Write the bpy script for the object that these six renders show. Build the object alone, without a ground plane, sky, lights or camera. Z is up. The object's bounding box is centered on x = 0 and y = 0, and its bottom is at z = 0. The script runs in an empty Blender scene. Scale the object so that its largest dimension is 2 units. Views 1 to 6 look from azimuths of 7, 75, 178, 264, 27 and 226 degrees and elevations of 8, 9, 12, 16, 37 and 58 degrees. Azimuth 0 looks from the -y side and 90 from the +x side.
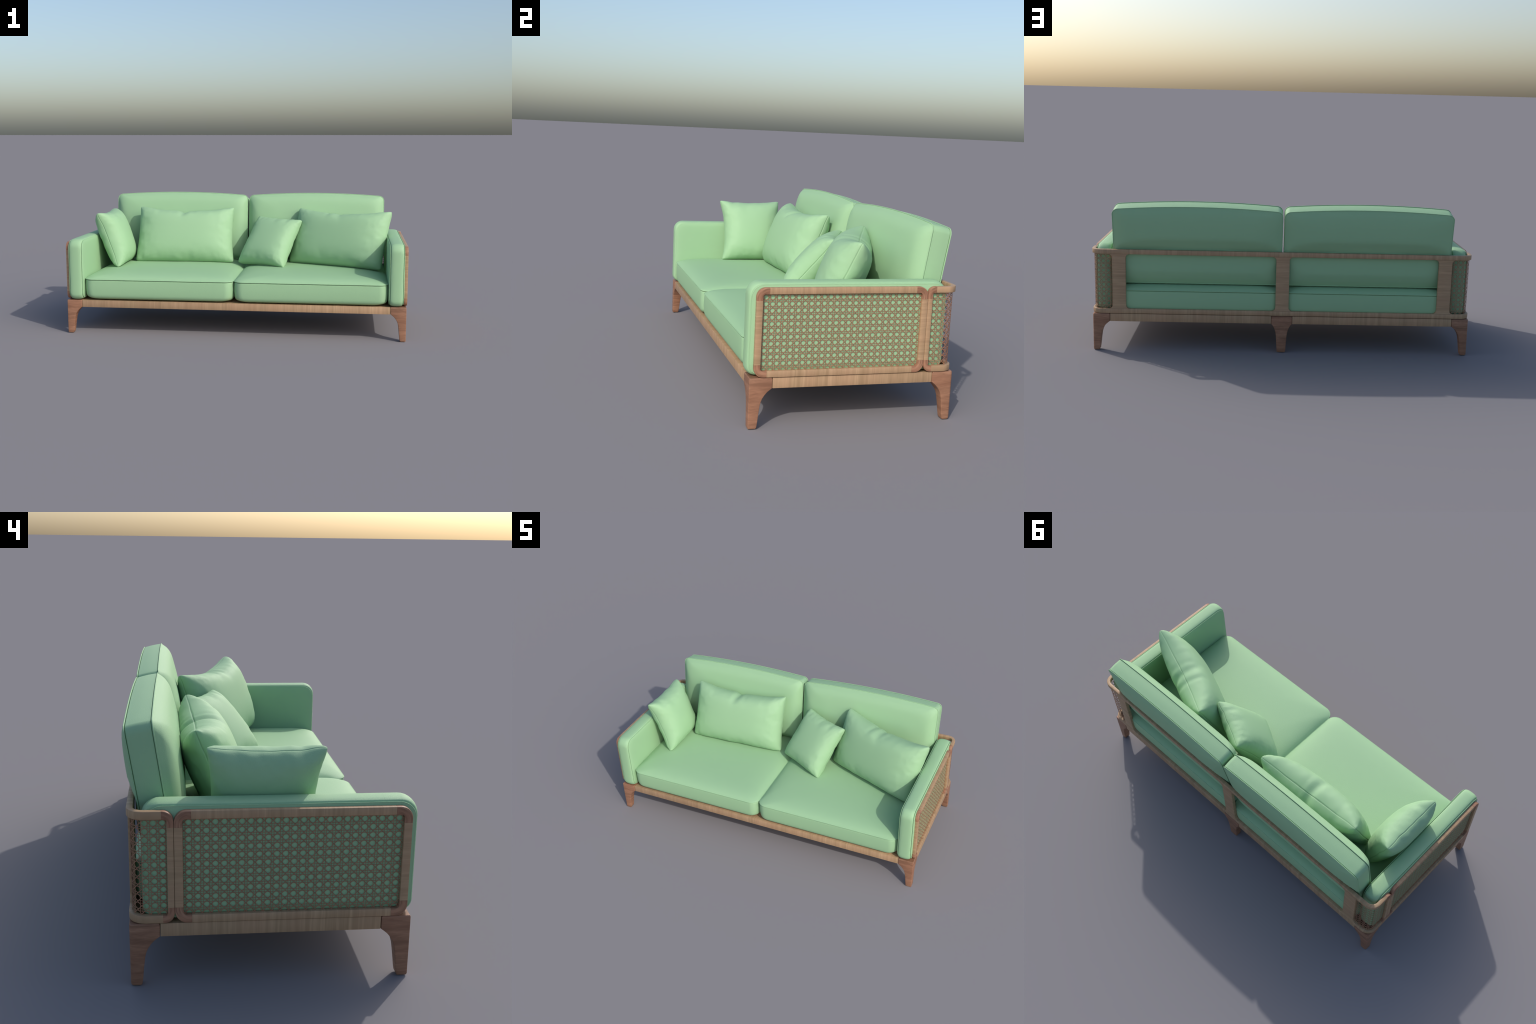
import bpy, bmesh, math, random
from mathutils import Vector
from mathutils import noise as mnoise

random.seed(7)

# ------------------------------------------------------------------ sizes (m)
LEG_X, LEG_FRONT, LEG_BACK = 0.996, -0.4225, 0.413     # outer faces of the legs
RAIL_LOW, RAIL_TOP = 0.1565, 0.197                      # base rail, bottom / top
FRAME_X = 1.0                                           # outer face of arm frames
FRAME_T = 0.019                                         # frame thickness
PANEL_Y0, PANEL_Y1 = -0.408, 0.2793                     # arm frame, front / rear
PANEL_Z0, PANEL_Z1 = 0.2005, 0.543
STRIP = 0.0245                                          # width of frame members
BLOCK = 0.049                                           # length of corner blocks
BACK_Y = 0.414                                          # outer face of back frame
BACK_R = 0.052                                          # its rounded corners
CANE_PITCH = 0.02535
SEAT_SEAM = 0.3225


# ------------------------------------------------------------------ materials
def new_material(name):
    mat = bpy.data.materials.new(name)
    mat.use_nodes = True
    nt = mat.node_tree
    return mat, nt, nt.nodes["Principled BSDF"]


def mix_color(nt, fac, a, b):
    m = nt.nodes.new("ShaderNodeMix")
    m.data_type = "RGBA"
    if hasattr(fac, "links"):
        nt.links.new(fac, m.inputs[0])
    else:
        m.inputs[0].default_value = fac
    for sock, val in ((m.inputs[6], a), (m.inputs[7], b)):
        if hasattr(val, "links"):
            nt.links.new(val, sock)
        else:
            sock.default_value = (*val, 1)
    return m.outputs[2]


def tex_noise(nt, vec, scale, detail=3.0, rough=0.5, distortion=0.0):
    n = nt.nodes.new("ShaderNodeTexNoise")
    n.inputs["Scale"].default_value = scale
    n.inputs["Detail"].default_value = detail
    n.inputs["Roughness"].default_value = rough
    n.inputs["Distortion"].default_value = distortion
    nt.links.new(vec, n.inputs["Vector"])
    return n.outputs["Fac"]


def ramp(nt, fac, lo, hi):
    r = nt.nodes.new("ShaderNodeMapRange")
    r.inputs["From Min"].default_value = lo
    r.inputs["From Max"].default_value = hi
    nt.links.new(fac, r.inputs["Value"])
    return r.outputs[0]


def bump(nt, bsdf, height, strength, distance):
    b = nt.nodes.new("ShaderNodeBump")
    b.inputs["Strength"].default_value = strength
    b.inputs["Distance"].default_value = distance
    nt.links.new(height, b.inputs["Height"])
    nt.links.new(b.outputs[0], bsdf.inputs["Normal"])


def mapped(nt, scale, rot=(0, 0, 0)):
    tc = nt.nodes.new("ShaderNodeTexCoord")
    mp = nt.nodes.new("ShaderNodeMapping")
    mp.inputs["Scale"].default_value = scale
    mp.inputs["Rotation"].default_value = rot
    nt.links.new(tc.outputs["Object"], mp.inputs["Vector"])
    return mp.outputs[0]


def fabric_material():
    mat, nt, b = new_material("green_fabric")
    vec = mapped(nt, (1, 1, 1))
    fine = tex_noise(nt, vec, 420, 2.0, 0.6)
    b.inputs["Base Color"].default_value = (0.312, 0.515, 0.298, 1)
    nt.links.new(mix_color(nt, fine, (0.304, 0.506, 0.289), (0.320, 0.524, 0.307)), b.inputs["Base Color"])
    b.inputs["Roughness"].default_value = 0.62
    b.inputs["Specular IOR Level"].default_value = 0.35
    bump(nt, b, fine, 0.40, 0.0016)
    return mat


def wood_material(name, dark, light, tint, stretch, rough=0.5):
    """Grain bands that change fast along the axis with the largest stretch."""
    mat, nt, b = new_material(name)
    broad = ramp(nt, tex_noise(nt, mapped(nt, stretch), 1.0, 4.0, 0.6, 0.6), 0.36, 0.64)
    fine_vec = mapped(nt, tuple(s * 4.5 for s in stretch))
    fine = ramp(nt, tex_noise(nt, fine_vec, 1.0, 3.0, 0.6), 0.35, 0.65)
    patch = ramp(nt, tex_noise(nt, mapped(nt, tuple(s * 0.22 for s in stretch)), 1.0, 1.0), 0.35, 0.65)
    col = mix_color(nt, broad, dark, light)
    col = mix_color(nt, patch, col, mix_color(nt, 0.45, col, tint))
    f = nt.nodes.new("ShaderNodeMath")
    f.operation = "MULTIPLY"
    f.inputs[1].default_value = 0.45
    nt.links.new(fine, f.inputs[0])
    col = mix_color(nt, f.outputs[0], col, dark)
    nt.links.new(col, b.inputs["Base Color"])
    b.inputs["Roughness"].default_value = rough
    b.inputs["Specular IOR Level"].default_value = 0.4
    bump(nt, b, fine, 0.08, 0.0006)
    return mat


def bent_wood_material(name, dark, light, tint):
    """Grain that runs round a bent block: bands by distance from the bend's centre."""
    mat, nt, b = new_material(name)
    tc = nt.nodes.new("ShaderNodeTexCoord")
    flat = nt.nodes.new("ShaderNodeVectorMath")
    flat.operation = "MULTIPLY"
    flat.inputs[1].default_value = (0, 1, 1)
    nt.links.new(tc.outputs["Object"], flat.inputs[0])
    dist = nt.nodes.new("ShaderNodeVectorMath")
    dist.operation = "LENGTH"
    nt.links.new(flat.outputs[0], dist.inputs[0])
    comb = nt.nodes.new("ShaderNodeCombineXYZ")
    scl = nt.nodes.new("ShaderNodeMath")
    scl.operation = "MULTIPLY"
    scl.inputs[1].default_value = 190
    nt.links.new(dist.outputs["Value"], scl.inputs[0])
    nt.links.new(scl.outputs[0], comb.inputs[0])
    add = nt.nodes.new("ShaderNodeVectorMath")
    add.operation = "MULTIPLY_ADD"
    nt.links.new(tc.outputs["Object"], add.inputs[0])
    add.inputs[1].default_value = (18, 18, 18)
    nt.links.new(comb.outputs[0], add.inputs[2])
    band_fac = ramp(nt, tex_noise(nt, add.outputs[0], 1.0, 3.0, 0.55), 0.36, 0.64)
    col = mix_color(nt, band_fac, dark, light)
    patch = ramp(nt, tex_noise(nt, mapped(nt, (14, 14, 14)), 1.0, 1.0), 0.35, 0.65)
    col = mix_color(nt, patch, col, mix_color(nt, 0.4, col, tint))
    nt.links.new(col, b.inputs["Base Color"])
    b.inputs["Roughness"].default_value = 0.5
    b.inputs["Specular IOR Level"].default_value = 0.4
    return mat


def cane_material():
    mat, nt, b = new_material("woven_cane")
    n = tex_noise(nt, mapped(nt, (1, 1, 1)), 90, 2.0)
    nt.links.new(mix_color(nt, n, (0.27, 0.125, 0.07), (0.42, 0.205, 0.12)), b.inputs["Base Color"])
    b.inputs["Roughness"].default_value = 0.5
    return mat


FABRIC = fabric_material()
OAK_D, OAK_L, OAK_T = (0.325, 0.212, 0.118), (0.475, 0.318, 0.188), (0.46, 0.272, 0.165)
OAK_X = wood_material("oak_grain_across_width", OAK_D, OAK_L, OAK_T, (60, 3, 2))
OAK_Y = wood_material("oak_grain_across_depth", OAK_D, OAK_L, OAK_T, (3, 60, 2))
OAK_Z = wood_material("oak_grain_across_height", OAK_D, OAK_L, OAK_T, (4, 4, 75))
RED_D, RED_L, RED_T = (0.205, 0.102, 0.060), (0.400, 0.212, 0.130), (0.31, 0.140, 0.080)
TEAK_LEG = wood_material("teak_leg", RED_D, RED_L, RED_T, (8, 8, 60))
TEAK_BLOCK = bent_wood_material("teak_block", RED_D, RED_L, RED_T)
CANE = cane_material()


# ------------------------------------------------------------------ builders
def add_object(name, verts, faces, mat, parent, smooth_angle=35, uv=None):
    me = bpy.data.meshes.new(name)
    me.from_pydata([tuple(v) for v in verts], [], faces)
    me.validate()
    bm = bmesh.new()
    bm.from_mesh(me)
    bmesh.ops.recalc_face_normals(bm, faces=bm.faces)
    bm.to_mesh(me)
    bm.free()
    me.materials.append(mat)
    me.shade_smooth()
    if smooth_angle:
        me.set_sharp_from_angle(angle=math.radians(smooth_angle))
    ob = bpy.data.objects.new(name, me)
    bpy.context.scene.collection.objects.link(ob)
    if parent:
        ob.parent = parent
    return ob


def box(name, lo, hi, mat, parent, bevel=0.0012):
    bm = bmesh.new()
    bmesh.ops.create_cube(bm, size=1.0)
    for v in bm.verts:
        v.co = Vector([lo[i] + (hi[i] - lo[i]) * (v.co[i] + 0.5) for i in range(3)])
    bmesh.ops.bevel(bm, geom=bm.edges[:], offset=bevel, segments=2, profile=0.5, affect="EDGES")
    me = bpy.data.meshes.new(name)
    bm.to_mesh(me)
    bm.free()
    me.materials.append(mat)
    me.shade_smooth()
    me.set_sharp_from_angle(angle=math.radians(35))
    ob = bpy.data.objects.new(name, me)
    bpy.context.scene.collection.objects.link(ob)
    ob.parent = parent
    return ob


def band(name, outer, inner, depth, mat, parent, chamfer=0.002):
    """Sweep a chamfered rectangle between two matching paths; depth is its other side."""
    depth = Vector(depth)
    dl = depth.length
    verts, faces = [], []
    m = 12
    n = len(outer)
    for o, i in zip(outer, inner):
        o, i = Vector(o), Vector(i)
        w = (i - o).length
        c = min(chamfer, w * 0.3)
        k = 0.3 * c
        sec = []
        for (a, b, sa, sb) in ((0, 0, 1, 1), (w, 0, -1, 1), (w, dl, -1, -1), (0, dl, 1, -1)):
            tri = [(a, b + sb * c), (a + sa * k, b + sb * k), (a + sa * c, b)]
            if sa * sb < 0:
                tri.reverse()
            sec += tri
        for a, b in sec:
            verts.append(o + (i - o) * (a / w) + depth * (b / dl))
    for j in range(n - 1):
        for q in range(m):
            faces.append((j * m + q, j * m + (q + 1) % m, (j + 1) * m + (q + 1) % m, (j + 1) * m + q))
    faces.append(tuple(range(m)))
    faces.append(tuple((n - 1) * m + q for q in range(m)))
    return add_object(name, verts, faces, mat, parent, 40)


def rounded_rect(a0, a1, b0, b1, radii, arc=8, side=14, d=0.0):
    """Closed outline, inset by d. radii: corners (a0,b0) (a1,b0) (a1,b1) (a0,b1)."""
    a0, a1, b0, b1 = a0 + d, a1 - d, b0 + d, b1 - d
    lim = max(1e-4, min(a1 - a0, b1 - b0) * 0.5)
    rr = [min(r + 0.75 * max(d - 0.004, 0.0), 0.85 * lim) for r in radii]
    corners = ((a0, b0, 1, 1, math.pi), (a1, b0, -1, 1, 1.5 * math.pi),
               (a1, b1, -1, -1, 0.0), (a0, b1, 1, -1, 0.5 * math.pi))
    arcs = []
    for (ca, cb, sa, sb, t0), r in zip(corners, rr):
        cx, cy = ca + sa * r, cb + sb * r
        arcs.append([(cx + r * math.cos(t0 + 0.5 * math.pi * k / arc),
                      cy + r * math.sin(t0 + 0.5 * math.pi * k / arc)) for k in range(arc + 1)])
    pts = []
    for k in range(4):
        pts += arcs[k]
        p, q = arcs[k][-1], arcs[(k + 1) % 4][0]
        for s in range(1, side):
            t = s / side
            pts.append((p[0] + (q[0] - p[0]) * t, p[1] + (q[1] - p[1]) * t))
    return pts


def catmull(points, sub=4):
    out = []
    n = len(points)
    for i in range(n - 1):
        p0, p1, p2, p3 = points[max(i - 1, 0)], points[i], points[i + 1], points[min(i + 2, n - 1)]
        for k in range(sub):
            t = k / sub
            out.append(tuple(0.5 * ((2 * b) + (c - a) * t + (2 * a - 5 * b + 4 * c - e) * t * t
                                    + (3 * b - a - 3 * c + e) * t ** 3)
                             for a, b, c, e in zip(p0, p1, p2, p3)))
    out.append(points[-1])
    return out


def tube(name, path, radius, mat, parent, closed=True, seg=8):
    verts, faces = [], []
    n = len(path)
    path = [Vector(p) for p in path]
    for i, p in enumerate(path):
        t = (path[(i + 1) % n] - path[i - 1]).normalized()
        u = t.orthogonal().normalized() if i == 0 else (u - t * u.dot(t)).normalized()
        v = t.cross(u)
        for k in range(seg):
            a = 2 * math.pi * k / seg
            verts.append(p + (u * math.cos(a) + v * math.sin(a)) * radius)
    for i in range(n if closed else n - 1):
        j = (i + 1) % n
        # choose the best twist on the closing ring
        off = 0
        if j == 0:
            off = min(range(seg), key=lambda s: (verts[i * seg] - verts[s]).length)
        for k in range(seg):
            faces.append((i * seg + k, i * seg + (k + 1) % seg,
                          j * seg + (k + 1 + off) % seg, j * seg + (k + off) % seg))
    return add_object(name, verts, faces, mat, parent, 0)


def cushion(name, rect, radii, sections, seams, place, parent, pipe=0.0026):
    """Boxed cushion. sections: list of smooth runs of (inset, height); runs meet in creases.
    seams: (inset, height) of piping lines. place maps (a, b, h, inset) to space."""
    prof = []
    for run in sections:
        r = catmull(run, 4)
        prof += r if not prof else r[1:]
    verts, faces = [], []
    m = None
    for d, h in prof:
        ring = rounded_rect(*rect, radii, d=d)
        m = len(ring)
        verts += [place(a, b, h, d) for a, b in ring]
    n = len(prof)
    for i in range(n - 1):
        for k in range(m):
            faces.append((i * m + k, i * m + (k + 1) % m, (i + 1) * m + (k + 1) % m, (i + 1) * m + k))
    mid = ((rect[0] + rect[1]) / 2, (rect[2] + rect[3]) / 2)
    for row, (d, h) in ((0, prof[0]), (n - 1, prof[-1])):   # close both panels
        verts.append(place(*mid, h, d))
        for k in range(m):
            faces.append((row * m + k, row * m + (k + 1) % m, len(verts) - 1))
    ob = add_object(name, verts, faces, FABRIC, parent, 0)
    for d, h in seams:
        path = [place(a, b, h, d) for a, b in rounded_rect(*rect, radii, d=d, side=24)]
        tube("piping", path, pipe, FABRIC, ob)
    return ob


# ------------------------------------------------------------------ the sofa
sofa = bpy.data.objects.new("sofa", None)
bpy.context.scene.collection.objects.link(sofa)
sofa["label"] = "two-seat green sofa with oak frame and woven cane sides"
sofa["category"] = "sofa"

# ---- legs: square section that flares into a block under the rails
LEG_PROFILE = [(0.0, 0.0315), (0.005, 0.0345), (0.02, 0.0365), (0.06, 0.0405), (0.092, 0.0445), (0.106, 0.048),
               (0.118, 0.053), (0.130, 0.0605), (0.141, 0.0695), (0.150, 0.080), (0.1565, 0.0885), (0.157, 0.089),
               (0.193, 0.089), (0.196, 0.088), (0.198, 0.086)]


def leg(sx, y_out, sy, corner):
    verts, faces = [], []
    for z, w in LEG_PROFILE:
        e = 0.0015 if z == 0 else (0.0 if z < 0.006 else (0.002 if z > 0.197 else (0.0006 if z > 0.195 else 0)))
        ring = rounded_rect(e, w, e, w, (corner, 0.0025, 0.0025, 0.0025), arc=4, side=2)
        verts += [(sx * (LEG_X - a), y_out + sy * b, z) for a, b in ring]
    m = len(verts) // len(LEG_PROFILE)
    for i in range(len(LEG_PROFILE) - 1):
        for k in range(m):
            faces.append((i * m + k, i * m + (k + 1) % m, (i + 1) * m + (k + 1) % m, (i + 1) * m + k))
    faces += [tuple(range(m)), tuple(range(len(verts) - m, len(verts)))]
    return add_object("leg", verts, faces, TEAK_LEG, sofa, 40)


for sx in (1, -1):
    leg(sx, LEG_FRONT, 1, 0.003)
    leg(sx, LEG_BACK, -1, 0.010)


def middle_leg():
    verts, faces = [], []
    for z, w in LEG_PROFILE:
        half = 0.0225 + (w - 0.034) * 0.59 if z > 0 else 0.020
        dep = w * 0.95
        e = 0.003 if z == 0 else (0.002 if z > 0.197 else 0)
        ring = rounded_rect(-half, half, e, dep, (0.004,) * 4, arc=4, side=2)
        verts += [(a, LEG_BACK - b, z) for a, b in ring]
    m = len(verts) // len(LEG_PROFILE)
    for i in range(len(LEG_PROFILE) - 1):
        for k in range(m):
            faces.append((i * m + k, i * m + (k + 1) % m, (i + 1) * m + (k + 1) % m, (i + 1) * m + k))
    faces += [tuple(range(m)), tuple(range(len(verts) - m, len(verts)))]
    return add_object("leg", verts, faces, TEAK_LEG, sofa, 40)


middle_leg()

# ---- base rails between the legs, and the deck that carries the seat
RX = LEG_X - 0.0905
box("base_rail", (-RX, LEG_FRONT + 0.002, RAIL_LOW), (RX, LEG_FRONT + 0.042, RAIL_TOP), OAK_X, sofa)
for s in (1, -1):
    x0, x1 = sorted((s * 0.0565, s * RX))
    box("base_rail", (x0, LEG_BACK - 0.042, RAIL_LOW), (x1, LEG_BACK - 0.002, RAIL_TOP + 0.001), OAK_X, sofa)
    x0, x1 = sorted((s * (LEG_X - 0.042), s * (LEG_X - 0.0015)))
    box("base_rail", (x0, LEG_FRONT + 0.0905, RAIL_LOW), (x1, LEG_BACK - 0.0905, RAIL_TOP + 0.001), OAK_Y, sofa)
box("seat_deck", (-0.952, LEG_FRONT + 0.043, 0.165), (0.952, LEG_BACK - 0.043, 0.194), OAK_X, sofa)


# ---- cane weave: paired strands both ways plus two diagonals, on a flat or bent sheet
def cane_sheet(name, length, height, place, parent, shift, phase, steps_per=0.012, slip=0.0):
    rnd = random.Random(int(shift * 1000) + 5)
    verts, faces = [], []
    P = CANE_PITCH

    def strand(p, q, half, lift):
        (s0, t0), (s1, t1) = p, q
        L = math.hypot(s1 - s0, t1 - t0)
        if L < 0.004:
            return
        n = max(1, int(L / steps_per))
        ds, dt = (s1 - s0) / L, (t1 - t0) / L
        base = len(verts)
        for k in range(n + 1):
            f = k / n
            s, t = s0 + (s1 - s0) * f, t0 + (t1 - t0) * f
            wob = lift + 0.00015 * math.sin(k * 2.4 + s0 * 300)
            for side, up in ((1, 0), (0.55, 0.0003), (-0.55, 0.0003), (-1, 0), (0, -0.0003)):
                verts.append(place(s - dt * half * side, t + ds * half * side, wob + up))
        for k in range(n):
            for e in range(5):
                a, b = base + k * 5 + e, base + k * 5 + (e + 1) % 5
                faces.append((a, b, b + 5, a + 5))

    off = 0.0037
    k = -1
    while k * P + phase[0] < length + P:                   # upright pairs
        mid = phase[0] + (k + 0.5) * P
        for o in (-off, off):
            s = mid + o + rnd.uniform(-2e-4, 2e-4)
            if 0.001 < s < length - 0.001:
                strand((s, 0), (s, height), 0.00080, 0.0001)
        k += 1
    k = -1
    while k * P + phase[1] < height + P:                   # level pairs
        mid = phase[1] + (k + 0.5) * P
        for o in (-off, off):
            t = mid + o + rnd.uniform(-2e-4, 2e-4)
            if 0.001 < t < height - 0.001:
                strand((0, t), (length, t), 0.00080, -0.0001)
        k += 1
    for sgn in (1, -1):                                    # diagonals
        count = int((length + height) / P) + 6
        for k in range(-count, count):
            # line: (s - phase0) - sgn*(t - phase1) = c
            c = (k + 0.5) * P + (slip if sgn < 0 else 0.0) + rnd.uniform(-5e-4, 5e-4)
            pts = []
            for t in (0.0, height):
                s = c + phase[0] + sgn * (t - phase[1])
                if 0 <= s <= length:
                    pts.append((s, t))
            for s in (0.0, length):
                t = phase[1] + sgn * (s - phase[0] - c)
                if 0 < t < height:
                    pts.append((s, t))
            if len(pts) == 2:
                strand(pts[0], pts[1], 0.00104, 0.0005 if sgn > 0 else -0.0005)
    ob = add_object(name, verts, faces, CANE, parent, 0)
    ob["kind"] = "stuff"
    return ob


# ---- arm frames: cane panel with four straight members and four corner blocks
def corner_block(outer, inner, dep, centre, parent):
    ob = band("corner_block", outer, inner, dep, TEAK_BLOCK, parent)
    centre = Vector(centre)
    for v in ob.data.vertices:                             # origin at the centre of the bend
        v.co -= centre
    ob.location = centre
    return ob


def corner_paths(size_a, size_b, r_out, r_in, strip_a, strip_b, n=10):
    """Matching outer / inner paths of an L-shaped corner block, corner at (0, 0)."""
    out, inn = [(0.0, size_b)], [(strip_a, size_b)]
    cx, cy = r_out, r_out
    ix, iy = strip_a + r_in, strip_b + r_in
    for k in range(n + 1):
        a = math.pi + 0.5 * math.pi * k / n
        out.append((cx + r_out * math.cos(a), cy + r_out * math.sin(a)))
        inn.append((ix + r_in * math.cos(a), iy + r_in * math.sin(a)))
    out.append((size_a, 0.0))
    inn.append((size_a, strip_b))
    return out, inn


def arm_frame(sx):
    dep = (-sx * FRAME_T, 0, 0)
    X = sx * FRAME_X
    mid = sx * (FRAME_X - 0.0105)
    y0, y1, z0, z1 = PANEL_Y0, PANEL_Y1, PANEL_Z0, PANEL_Z1
    g = 0.006                                              # cane tucks behind the members
    length, height = y1 - y0 - 2 * (STRIP - g), z1 - z0 - 2 * (STRIP - g)
    cane = cane_sheet("cane_panel", length, height,
                      lambda s, t, l: (mid + sx * l, y0 + STRIP - g + s, z1 - STRIP + g - t),
                      sofa, 3 + sx, (g + 0.0135, g + 0.0128), 0.05, slip=-0.0014)
    e = 0.0003
    for zo, zi in ((z0, z0 + STRIP), (z1, z1 - STRIP)):
        band("frame_rail", [(X, y0 + BLOCK + e, zo), (X, y1 - BLOCK - e, zo)],
             [(X, y0 + BLOCK + e, zi), (X, y1 - BLOCK - e, zi)], dep, OAK_Y, cane)
    for yo, yi in ((y0, y0 + STRIP), (y1, y1 - STRIP)):
        band("frame_stile", [(X, yo, z0 + BLOCK + e), (X, yo, z1 - BLOCK - e)],
             [(X, yi, z0 + BLOCK + e), (X, yi, z1 - BLOCK - e)], dep, OAK_Z, cane)
    for yc, sy in ((y0, 1), (y1, -1)):
        for zc, sz in ((z0, 1), (z1, -1)):
            o, i = corner_paths(BLOCK, BLOCK, 0.036, 0.010, STRIP, STRIP)
            corner_block([(X, yc + sy * a, zc + sz * b) for a, b in o],
                         [(X, yc + sy * a, zc + sz * b) for a, b in i], dep,
                         (X, yc + sy * 0.044, zc + sz * 0.044), cane)


for sx in (1, -1):
    arm_frame(sx)

# ---- back frame: two long rails bent round the corners, posts, stiles and blocks
STILE_Y = 0.2800
STILE_W = 0.0195
BLOCK_END = STILE_Y + 0.034


def plan_path(offset, start_y):
    """Right half of the bent rail in plan, inset by offset, from the block to the middle."""
    r = BACK_R - offset
    cx, cy = FRAME_X - BACK_R, BACK_Y - BACK_R
    pts = [(FRAME_X - offset, start_y), (FRAME_X - offset, cy)]
    for k in range(1, 13):
        a = 0.5 * math.pi * k / 12
        pts.append((cx + r * math.cos(a), cy + r * math.sin(a)))
    return pts


def back_rail(z_lo, z_hi):
    outer, inner = plan_path(0, BLOCK_END), plan_path(FRAME_T, BLOCK_END)
    outer = outer + [(-x, y) for x, y in reversed(outer)]
    inner = inner + [(-x, y) for x, y in reversed(inner)]
    return band("back_rail", [(x, y, z_lo) for x, y in outer], [(x, y, z_lo) for x, y in inner],
                (0, 0, z_hi - z_lo), OAK_X, sofa, 0.0025)


back_rail(PANEL_Z0, PANEL_Z0 + STRIP)
top_rail = back_rail(PANEL_Z1 - STRIP, PANEL_Z1)


def post(cx):
    outer, inner = [], []
    zb, zt = PANEL_Z0 + STRIP, PANEL_Z1 - STRIP
    n = 28
    for k in range(n + 1):
        t = k / n
        z = zb + (zt - zb) * (0.5 - 0.5 * math.cos(math.pi * t))
        d = min(z - zb, zt - z)
        R = 0.020
        flare = R - math.sqrt(max(0.0, R * R - (R - d) ** 2)) if d < R else 0.0
        half = 0.0348 + flare
        outer.append((cx - half, BACK_Y - 0.0005, z))
        inner.append((cx + half, BACK_Y - 0.0005, z))
    return band("back_post", outer, inner, (0, -(FRAME_T - 0.001), 0), OAK_Z, sofa, 0.0015)


for cx in (-0.8555, 0.0, 0.8555):
    post(cx)

for sx in (1, -1):
    X = sx * FRAME_X
    dep = (-sx * FRAME_T, 0, 0)
    off = 0.0105
    r = BACK_R - off
    s_a = BACK_Y - BACK_R - (STILE_Y + STILE_W - 0.004)
    s_b = s_a + 0.5 * math.pi * r
    length = s_b + (FRAME_X - BACK_R - 0.884)

    def bent(s, t, l, sx=sx):
        z = PANEL_Z1 - STRIP + 0.006 - t
        if s < s_a:
            x, y = FRAME_X - off + l, STILE_Y + STILE_W - 0.004 + s
        elif s < s_b:
            a = (s - s_a) / r
            x = FRAME_X - BACK_R + (r + l) * math.cos(a)
            y = BACK_Y - BACK_R + (r + l) * math.sin(a)
        else:
            x, y = FRAME_X - BACK_R - (s - s_b), BACK_Y - off + l
        return (sx * x, y, z)

    cane = cane_sheet("cane_corner", length, PANEL_Z1 - PANEL_Z0 - 2 * (STRIP - 0.006), bent, sofa,
                      8 + sx, (0.0165, 0.006 + 0.0128), 0.008, slip=-0.0006)
    band("frame_stile", [(X, STILE_Y, PANEL_Z0 + BLOCK), (X, STILE_Y, PANEL_Z1 - BLOCK)],
         [(X, STILE_Y + STILE_W, PANEL_Z0 + BLOCK), (X, STILE_Y + STILE_W, PANEL_Z1 - BLOCK)], dep, OAK_Z, cane)
    for zc, sz in ((PANEL_Z0, 1), (PANEL_Z1, -1)):
        o, i = corner_paths(BLOCK_END - STILE_Y, BLOCK, 0.030, 0.005, STILE_W, STRIP)
        corner_block([(X, STILE_Y + a, zc + sz * b) for a, b in o],
                     [(X, STILE_Y + a, zc + sz * b) for a, b in i], dep,
                     (X, STILE_Y + 0.036, zc + sz * 0.042), cane)


# ---- seat cushions: one piped edge, soft crown on top, rounded under-edge
def seat_cushion(s):
    cx, half = s * 0.4468, 0.4456
    rect = (cx - half, cx + half, -0.4250, 0.4005)
    lower = [(0.30, 0.2020), (0.07, 0.2020), (0.036, 0.2026), (0.020, 0.2066), (0.0095, 0.2140), (0.0035, 0.2260),
             (0.0008, 0.245), (-0.0005, 0.275), (0.0005, 0.310), (0.0020, SEAT_SEAM - 0.0050),
             (0.0062, SEAT_SEAM - 0.0030), (0.0066, SEAT_SEAM - 0.0015)]
    upper = [(0.0066, SEAT_SEAM - 0.0015), (0.0010, SEAT_SEAM + 0.0005), (0.0015, SEAT_SEAM + 0.0035),
             (0.008, SEAT_SEAM + 0.0085), (0.022, SEAT_SEAM + 0.0165), (0.045, SEAT_SEAM + 0.0245),
             (0.08, SEAT_SEAM + 0.031), (0.13, SEAT_SEAM + 0.0360), (0.22, SEAT_SEAM + 0.0395), (0.38, SEAT_SEAM + 0.0410)]
    cushion("seat_cushion", rect, (0.054,) * 4, [lower, upper], [(0.0006, SEAT_SEAM + 0.0010)],
            lambda a, b, h, d: (a, b, h), sofa, 0.0026)


for s in (1, -1):
    seat_cushion(s)


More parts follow.
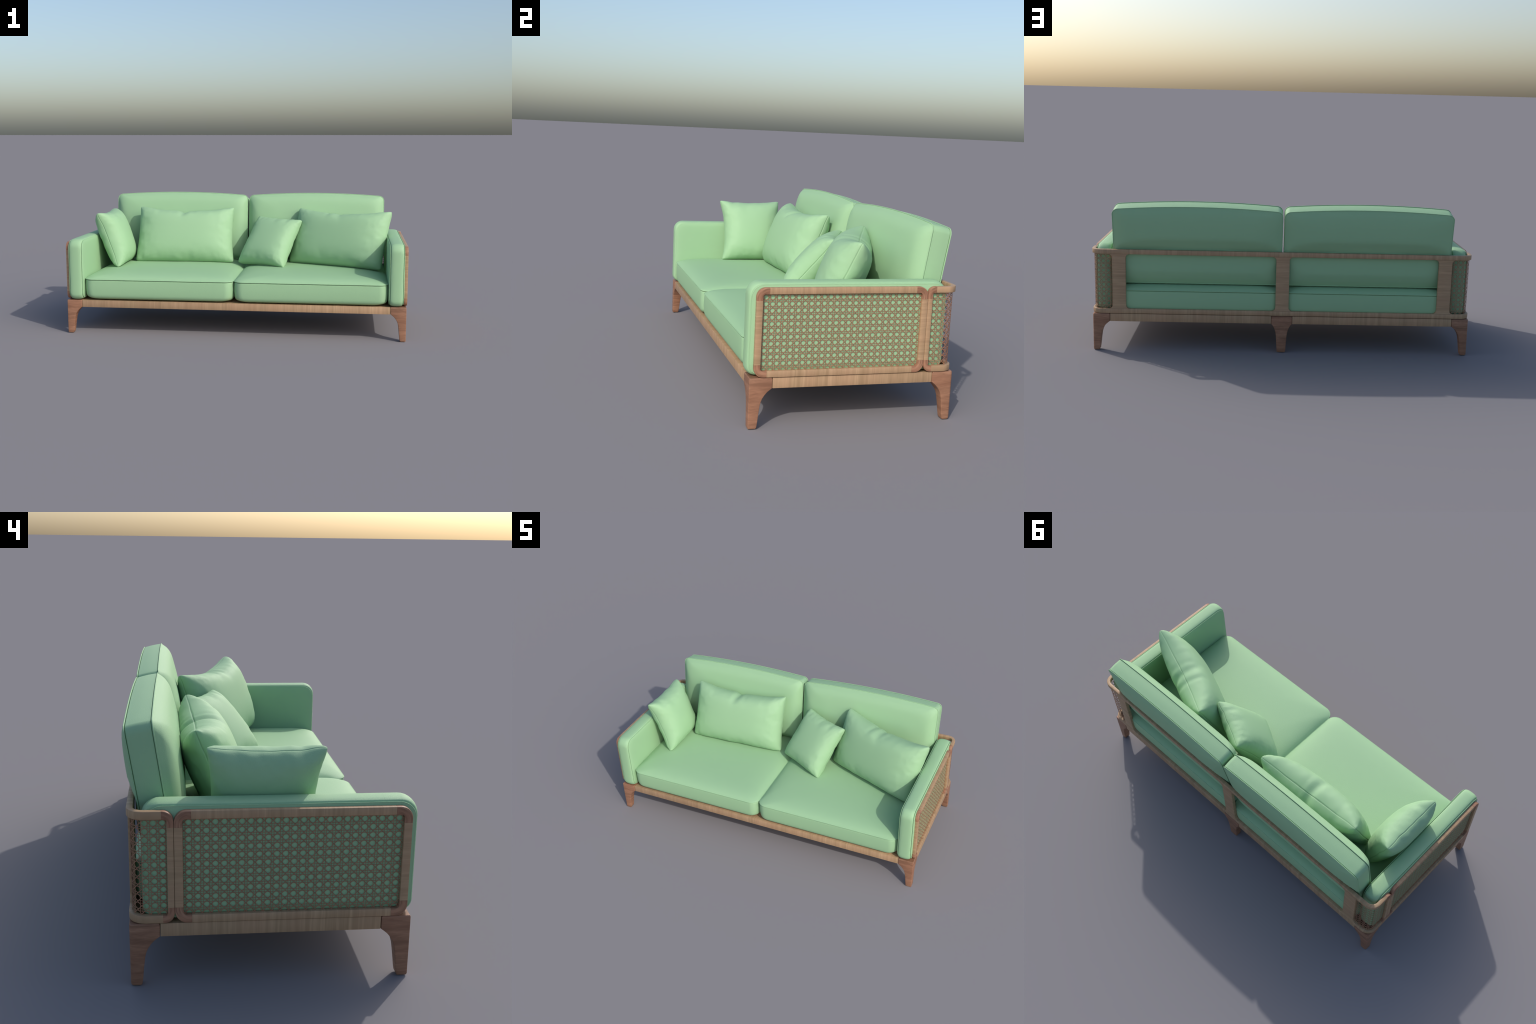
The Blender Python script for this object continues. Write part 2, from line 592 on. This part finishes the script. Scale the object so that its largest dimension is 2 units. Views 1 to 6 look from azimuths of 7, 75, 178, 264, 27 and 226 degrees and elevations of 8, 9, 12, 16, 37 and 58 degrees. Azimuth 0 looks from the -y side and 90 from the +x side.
# ---- arm cushions: upright boxed pads, flat against the frame, crowned inside
def arm_cushion(s):
    rect = (-0.4245, 0.3655, 0.2085, 0.5520)
    radii = (0.036, 0.036, 0.052, 0.050)
    outside = [(0.14, 0.9862), (0.05, 0.9860), (0.028, 0.9845), (0.014, 0.9815), (0.006, 0.9795), (0.0010, 0.9783), (0.0005, 0.9770), (0.0050, 0.9757)]
    boxing = [(0.0050, 0.9757), (0.0046, 0.9749), (-0.0015, 0.9728), (-0.0045, 0.969), (-0.0075, 0.957), (-0.0085, 0.938), (-0.0075, 0.919),
              (-0.0045, 0.907), (-0.0015, 0.9032), (0.0046, 0.9011), (0.0050, 0.9003)]
    inside = [(0.0050, 0.9003), (0.0005, 0.8990), (0.0010, 0.8975), (0.006, 0.8958), (0.016, 0.8938), (0.035, 0.8925), (0.065, 0.8920), (0.10, 0.8918), (0.14, 0.8918)]
    cushion("arm_cushion", rect, radii, [outside, boxing, inside], [(0.0015, 0.9775), (0.0015, 0.8985)],
            lambda a, b, h, d: (s * h, a, b), sofa, 0.0017)


for s in (1, -1):
    arm_cushion(s)


# ---- back cushions: boxed, leaning back, bowed top edge, deep crown in front
def back_cushion(s):
    cx, half = s * 0.4457, 0.4375
    z0, z1 = 0.357, 0.7715
    BOX_T = 0.078
    rect = (cx - half, cx + half, z0, z1)
    front = [(0.18, -0.0605), (0.14, -0.0580), (0.09, -0.0515), (0.05, -0.0425), (0.025, -0.0285),
             (0.010, -0.0130), (0.0032, -0.0048), (0.0012, -0.0022), (0.0048, 0.0)]
    boxing = [(0.0048, 0.0), (0.0044, 0.0008), (0.0004, 0.0026), (-0.0002, 0.007), (-0.0012, 0.025), (-0.0015, 0.039),
              (-0.0012, 0.053), (-0.0002, 0.071), (0.0004, BOX_T - 0.0026), (0.0044, BOX_T - 0.0008), (0.0048, BOX_T)]
    rear = [(0.0048, BOX_T), (0.0008, BOX_T + 0.0018), (0.0040, BOX_T + 0.0032), (0.013, BOX_T + 0.0070),
            (0.035, BOX_T + 0.0145), (0.075, BOX_T + 0.0220), (0.13, BOX_T + 0.0265), (0.18, BOX_T + 0.0275)]

    def place(a, b, h, d):
        v = (b - z0) / (z1 - z0)
        u = (a - cx) / half
        z = b + 0.0180 * (1 - min(1.0, u * u)) * v * v * v - 0.22 * h * max(0.0, v) ** 2
        x = cx + (a - cx) * (1.002 + 0.002 * min(1.0, v * 1.25))
        if h > BOX_T:                                  # rear panel fills out above the rail
            h = BOX_T + (h - BOX_T) * 1.12
        y = 0.3065 + (b - 0.55) * 0.146 + h
        if h > BOX_T and b < 0.62:                     # pressed flat behind the top rail
            y = min(y, 0.3905 + max(0.0, b - 0.548) * 0.55)
        return (x, y, z)

    cushion("back_cushion", rect, (0.028,) * 4, [front, boxing, rear], [(-0.0006, -0.0018), (-0.0006, BOX_T + 0.0018)],
            place, sofa, 0.0021)


for s in (1, -1):
    back_cushion(s)


# ------------------------------------------------------------------ throw pillows
def throw_pillow(tl, tr, bl, br, thick, label, creases, seed, pinch, slump=-0.05):
    """Pillow between four corner points; creases: (edge, place, width, depth);
    pinch: how far the middle of the top, bottom, left and right edge is drawn in."""
    tl, tr, bl, br = (Vector(p) for p in (tl, tr, bl, br))
    nrm = (tr - tl + br - bl).cross(tl - bl + tr - br).normalized()   # towards the back
    nrm = -nrm if nrm.y > 0 else nrm
    wid = 0.5 * ((tr - tl).length + (br - bl).length)
    hei = 0.5 * ((tl - bl).length + (tr - br).length)
    nu, nv = 88, int(88 * max(0.75, hei / wid))
    off = Vector((seed * 13.7, seed * 5.1, 0))

    def crease(s, t, side):
        d = 0.0
        for edge, at, w, depth in creases:
            along, dist = {"top": (s, 1 - t), "bottom": (s, 1 + t), "left": (t, 1 + s), "right": (t, 1 - s)}[edge]
            scale = wid if edge in ("top", "bottom") else hei
            dd = (along - at) * scale * 0.5
            reach = dist * 0.5 * (hei if edge in ("top", "bottom") else wid)
            bend = 0.25 * reach * math.sin(17 * at + seed + side)
            lean = 0.62 + 0.38 * math.sin(31 * at + 2.1 * side + seed)
            d += 0.75 * lean * depth * math.exp(-((dd + bend) / (1.15 * w)) ** 2) * math.exp(-(reach / (0.045 + 1.2 * w)) ** 2)
        return d

    def point(s, t, side):
        bow_s, bow_t = (1 - abs(t) ** 2.4), (1 - abs(s) ** 2.4)
        ps = s - math.copysign(s * s, s) * bow_s * (pinch[3] if s > 0 else pinch[2]) / (0.5 * wid)
        pt = t - math.copysign(t * t, t) * bow_t * (pinch[0] if t > 0 else pinch[1]) / (0.5 * hei)
        tip = (s * s * t * t) ** 8
        ps, pt = ps * (1.012 - 0.026 * tip), pt * (1.012 - 0.034 * tip)
        edge = mnoise.noise(Vector((s * 3.1, t * 3.1, seed))) * 0.004
        base = (tl * (1 - ps) + tr * (1 + ps)) * (1 + pt) * 0.25 + (bl * (1 - ps) + br * (1 + ps)) * (1 - pt) * 0.25
        cs, ct = max(0.0, 1 - s * s), max(0.0, 1 - t * t)
        es, et = max(0.0, 1 - abs(s) ** 5.0), max(0.0, 1 - abs(t) ** 5.0)
        h = thick[0 if side > 0 else 1] * ((es * et) ** 0.41) * (0.60 + 0.40 * math.sqrt(cs * ct)) * (1 - slump * t)
        near = max(abs(s), abs(t))
        rim = max(0.0, (near - 0.45) / 0.55)
        ruck = (mnoise.noise(Vector((s * 6.0 * wid / 0.37, t * 6.0, seed * 3.3 + side))) * 0.0030
                + mnoise.noise(Vector((s * 2.6 * wid / 0.37, t * 2.6, seed * 7.1 + side))) * 0.0050
                + mnoise.noise(Vector((s * 13 * wid / 0.37, t * 13, seed * 1.7))) * 0.0020 * rim) * rim * min(1.0, h / 0.02)
        c = crease(s, t, side)
        h = max(0.0, h - c * min(1.0, h / 0.02)) + ruck
        inward = Vector((0, 0, 0))
        if c > 0:
            inward = -(tl + tr - bl - br).normalized() * (0.7 * crease(s, t, 0)) if t > 0 else Vector((0, 0, 0))
        groove = 0.0032 if near > 0.99999 else 0.0
        ctr = (tl + tr + bl + br) * 0.25
        base = base + (ctr - base).normalized() * groove
        return base + nrm * (h * side) + nrm * edge * rim + inward

    verts, faces = [], []

    def knots(n):
        ks = [math.sin(0.5 * math.pi * (2 * i / (n - 2) - 1)) for i in range(1, n - 2)]
        lip = 1 - 5e-5
        return [-1.0, -lip] + ks + [lip, 1.0]

    us, vs = knots(nu), knots(nv)
    index = {}
    for side in (1, -1):
        for i, s in enumerate(us):
            for j, t in enumerate(vs):
                rimv = i in (0, nu) or j in (0, nv)
                if rimv and side == -1:
                    index[(side, i, j)] = index[(1, i, j)]
                    continue
                index[(side, i, j)] = len(verts)
                verts.append(point(s, t, side if not rimv else 0))
        for i in range(nu):
            for j in range(nv):
                faces.append(tuple(index[(side, a, b)] for a, b in ((i, j), (i + 1, j), (i + 1, j + 1), (i, j + 1))))
    ob = add_object("throw_pillow", verts, faces, FABRIC, None, 0)
    ob["label"] = label
    ob["category"] = "pillow"
    return ob


throw_pillow((-0.8740, 0.1830, 0.6930), (-0.8780, -0.1757, 0.6920), (-0.752, 0.176, 0.359), (-0.752, -0.176, 0.359),
             (0.090, 0.070), "square green throw pillow leaning on the arm",
             [("right", 0.1, 0.02, 0.008), ("top", 0.1, 0.03, 0.007), ("top", -0.5, 0.018, 0.006), ("top", 0.6, 0.02, 0.006)], 1, (0.016, 0.006, 0.015, 0.026))
throw_pillow((-0.6985, 0.2110, 0.7045), (-0.0820, 0.2323, 0.7012), (-0.7042, 0.0723, 0.3600), (-0.0712, 0.0979, 0.3594),
             (0.106, 0.086), "wide green throw pillow standing against the backrest",
             [("top", -0.02, 0.022, 0.024), ("top", 0.14, 0.012, 0.006), ("top", -0.6, 0.02, 0.005), ("right", 0.1, 0.016, 0.006), ("bottom", 0.1, 0.02, 0.005)], 2, (0.036, 0.002, 0.011, 0.013))
throw_pillow((0.0810, 0.2480, 0.6420), (0.3685, 0.1125, 0.6335), (-0.0383, 0.0884, 0.3595), (0.2644, -0.0853, 0.3600),
             (0.082, 0.080), "square green throw pillow tilted on one corner",
             [("top", 0.0, 0.02, 0.007), ("right", 0.2, 0.016, 0.007), ("right", -0.4, 0.016, 0.006), ("top", 0.5, 0.015, 0.005)], 3, (0.012, 0.008, 0.012, 0.012), 0.12)
throw_pillow((0.3503, 0.2554, 0.7022), (0.9250, 0.0240, 0.7040), (0.2875, 0.1343, 0.3590), (0.8568, -0.1080, 0.3595),
             (0.109, 0.088), "wide green throw pillow turned across the corner",
             [("top", -0.02, 0.022, 0.024), ("top", -0.24, 0.014, 0.012), ("top", 0.16, 0.014, 0.006), ("bottom", -0.2, 0.02, 0.005)], 4, (0.038, 0.004, 0.01, 0.008))
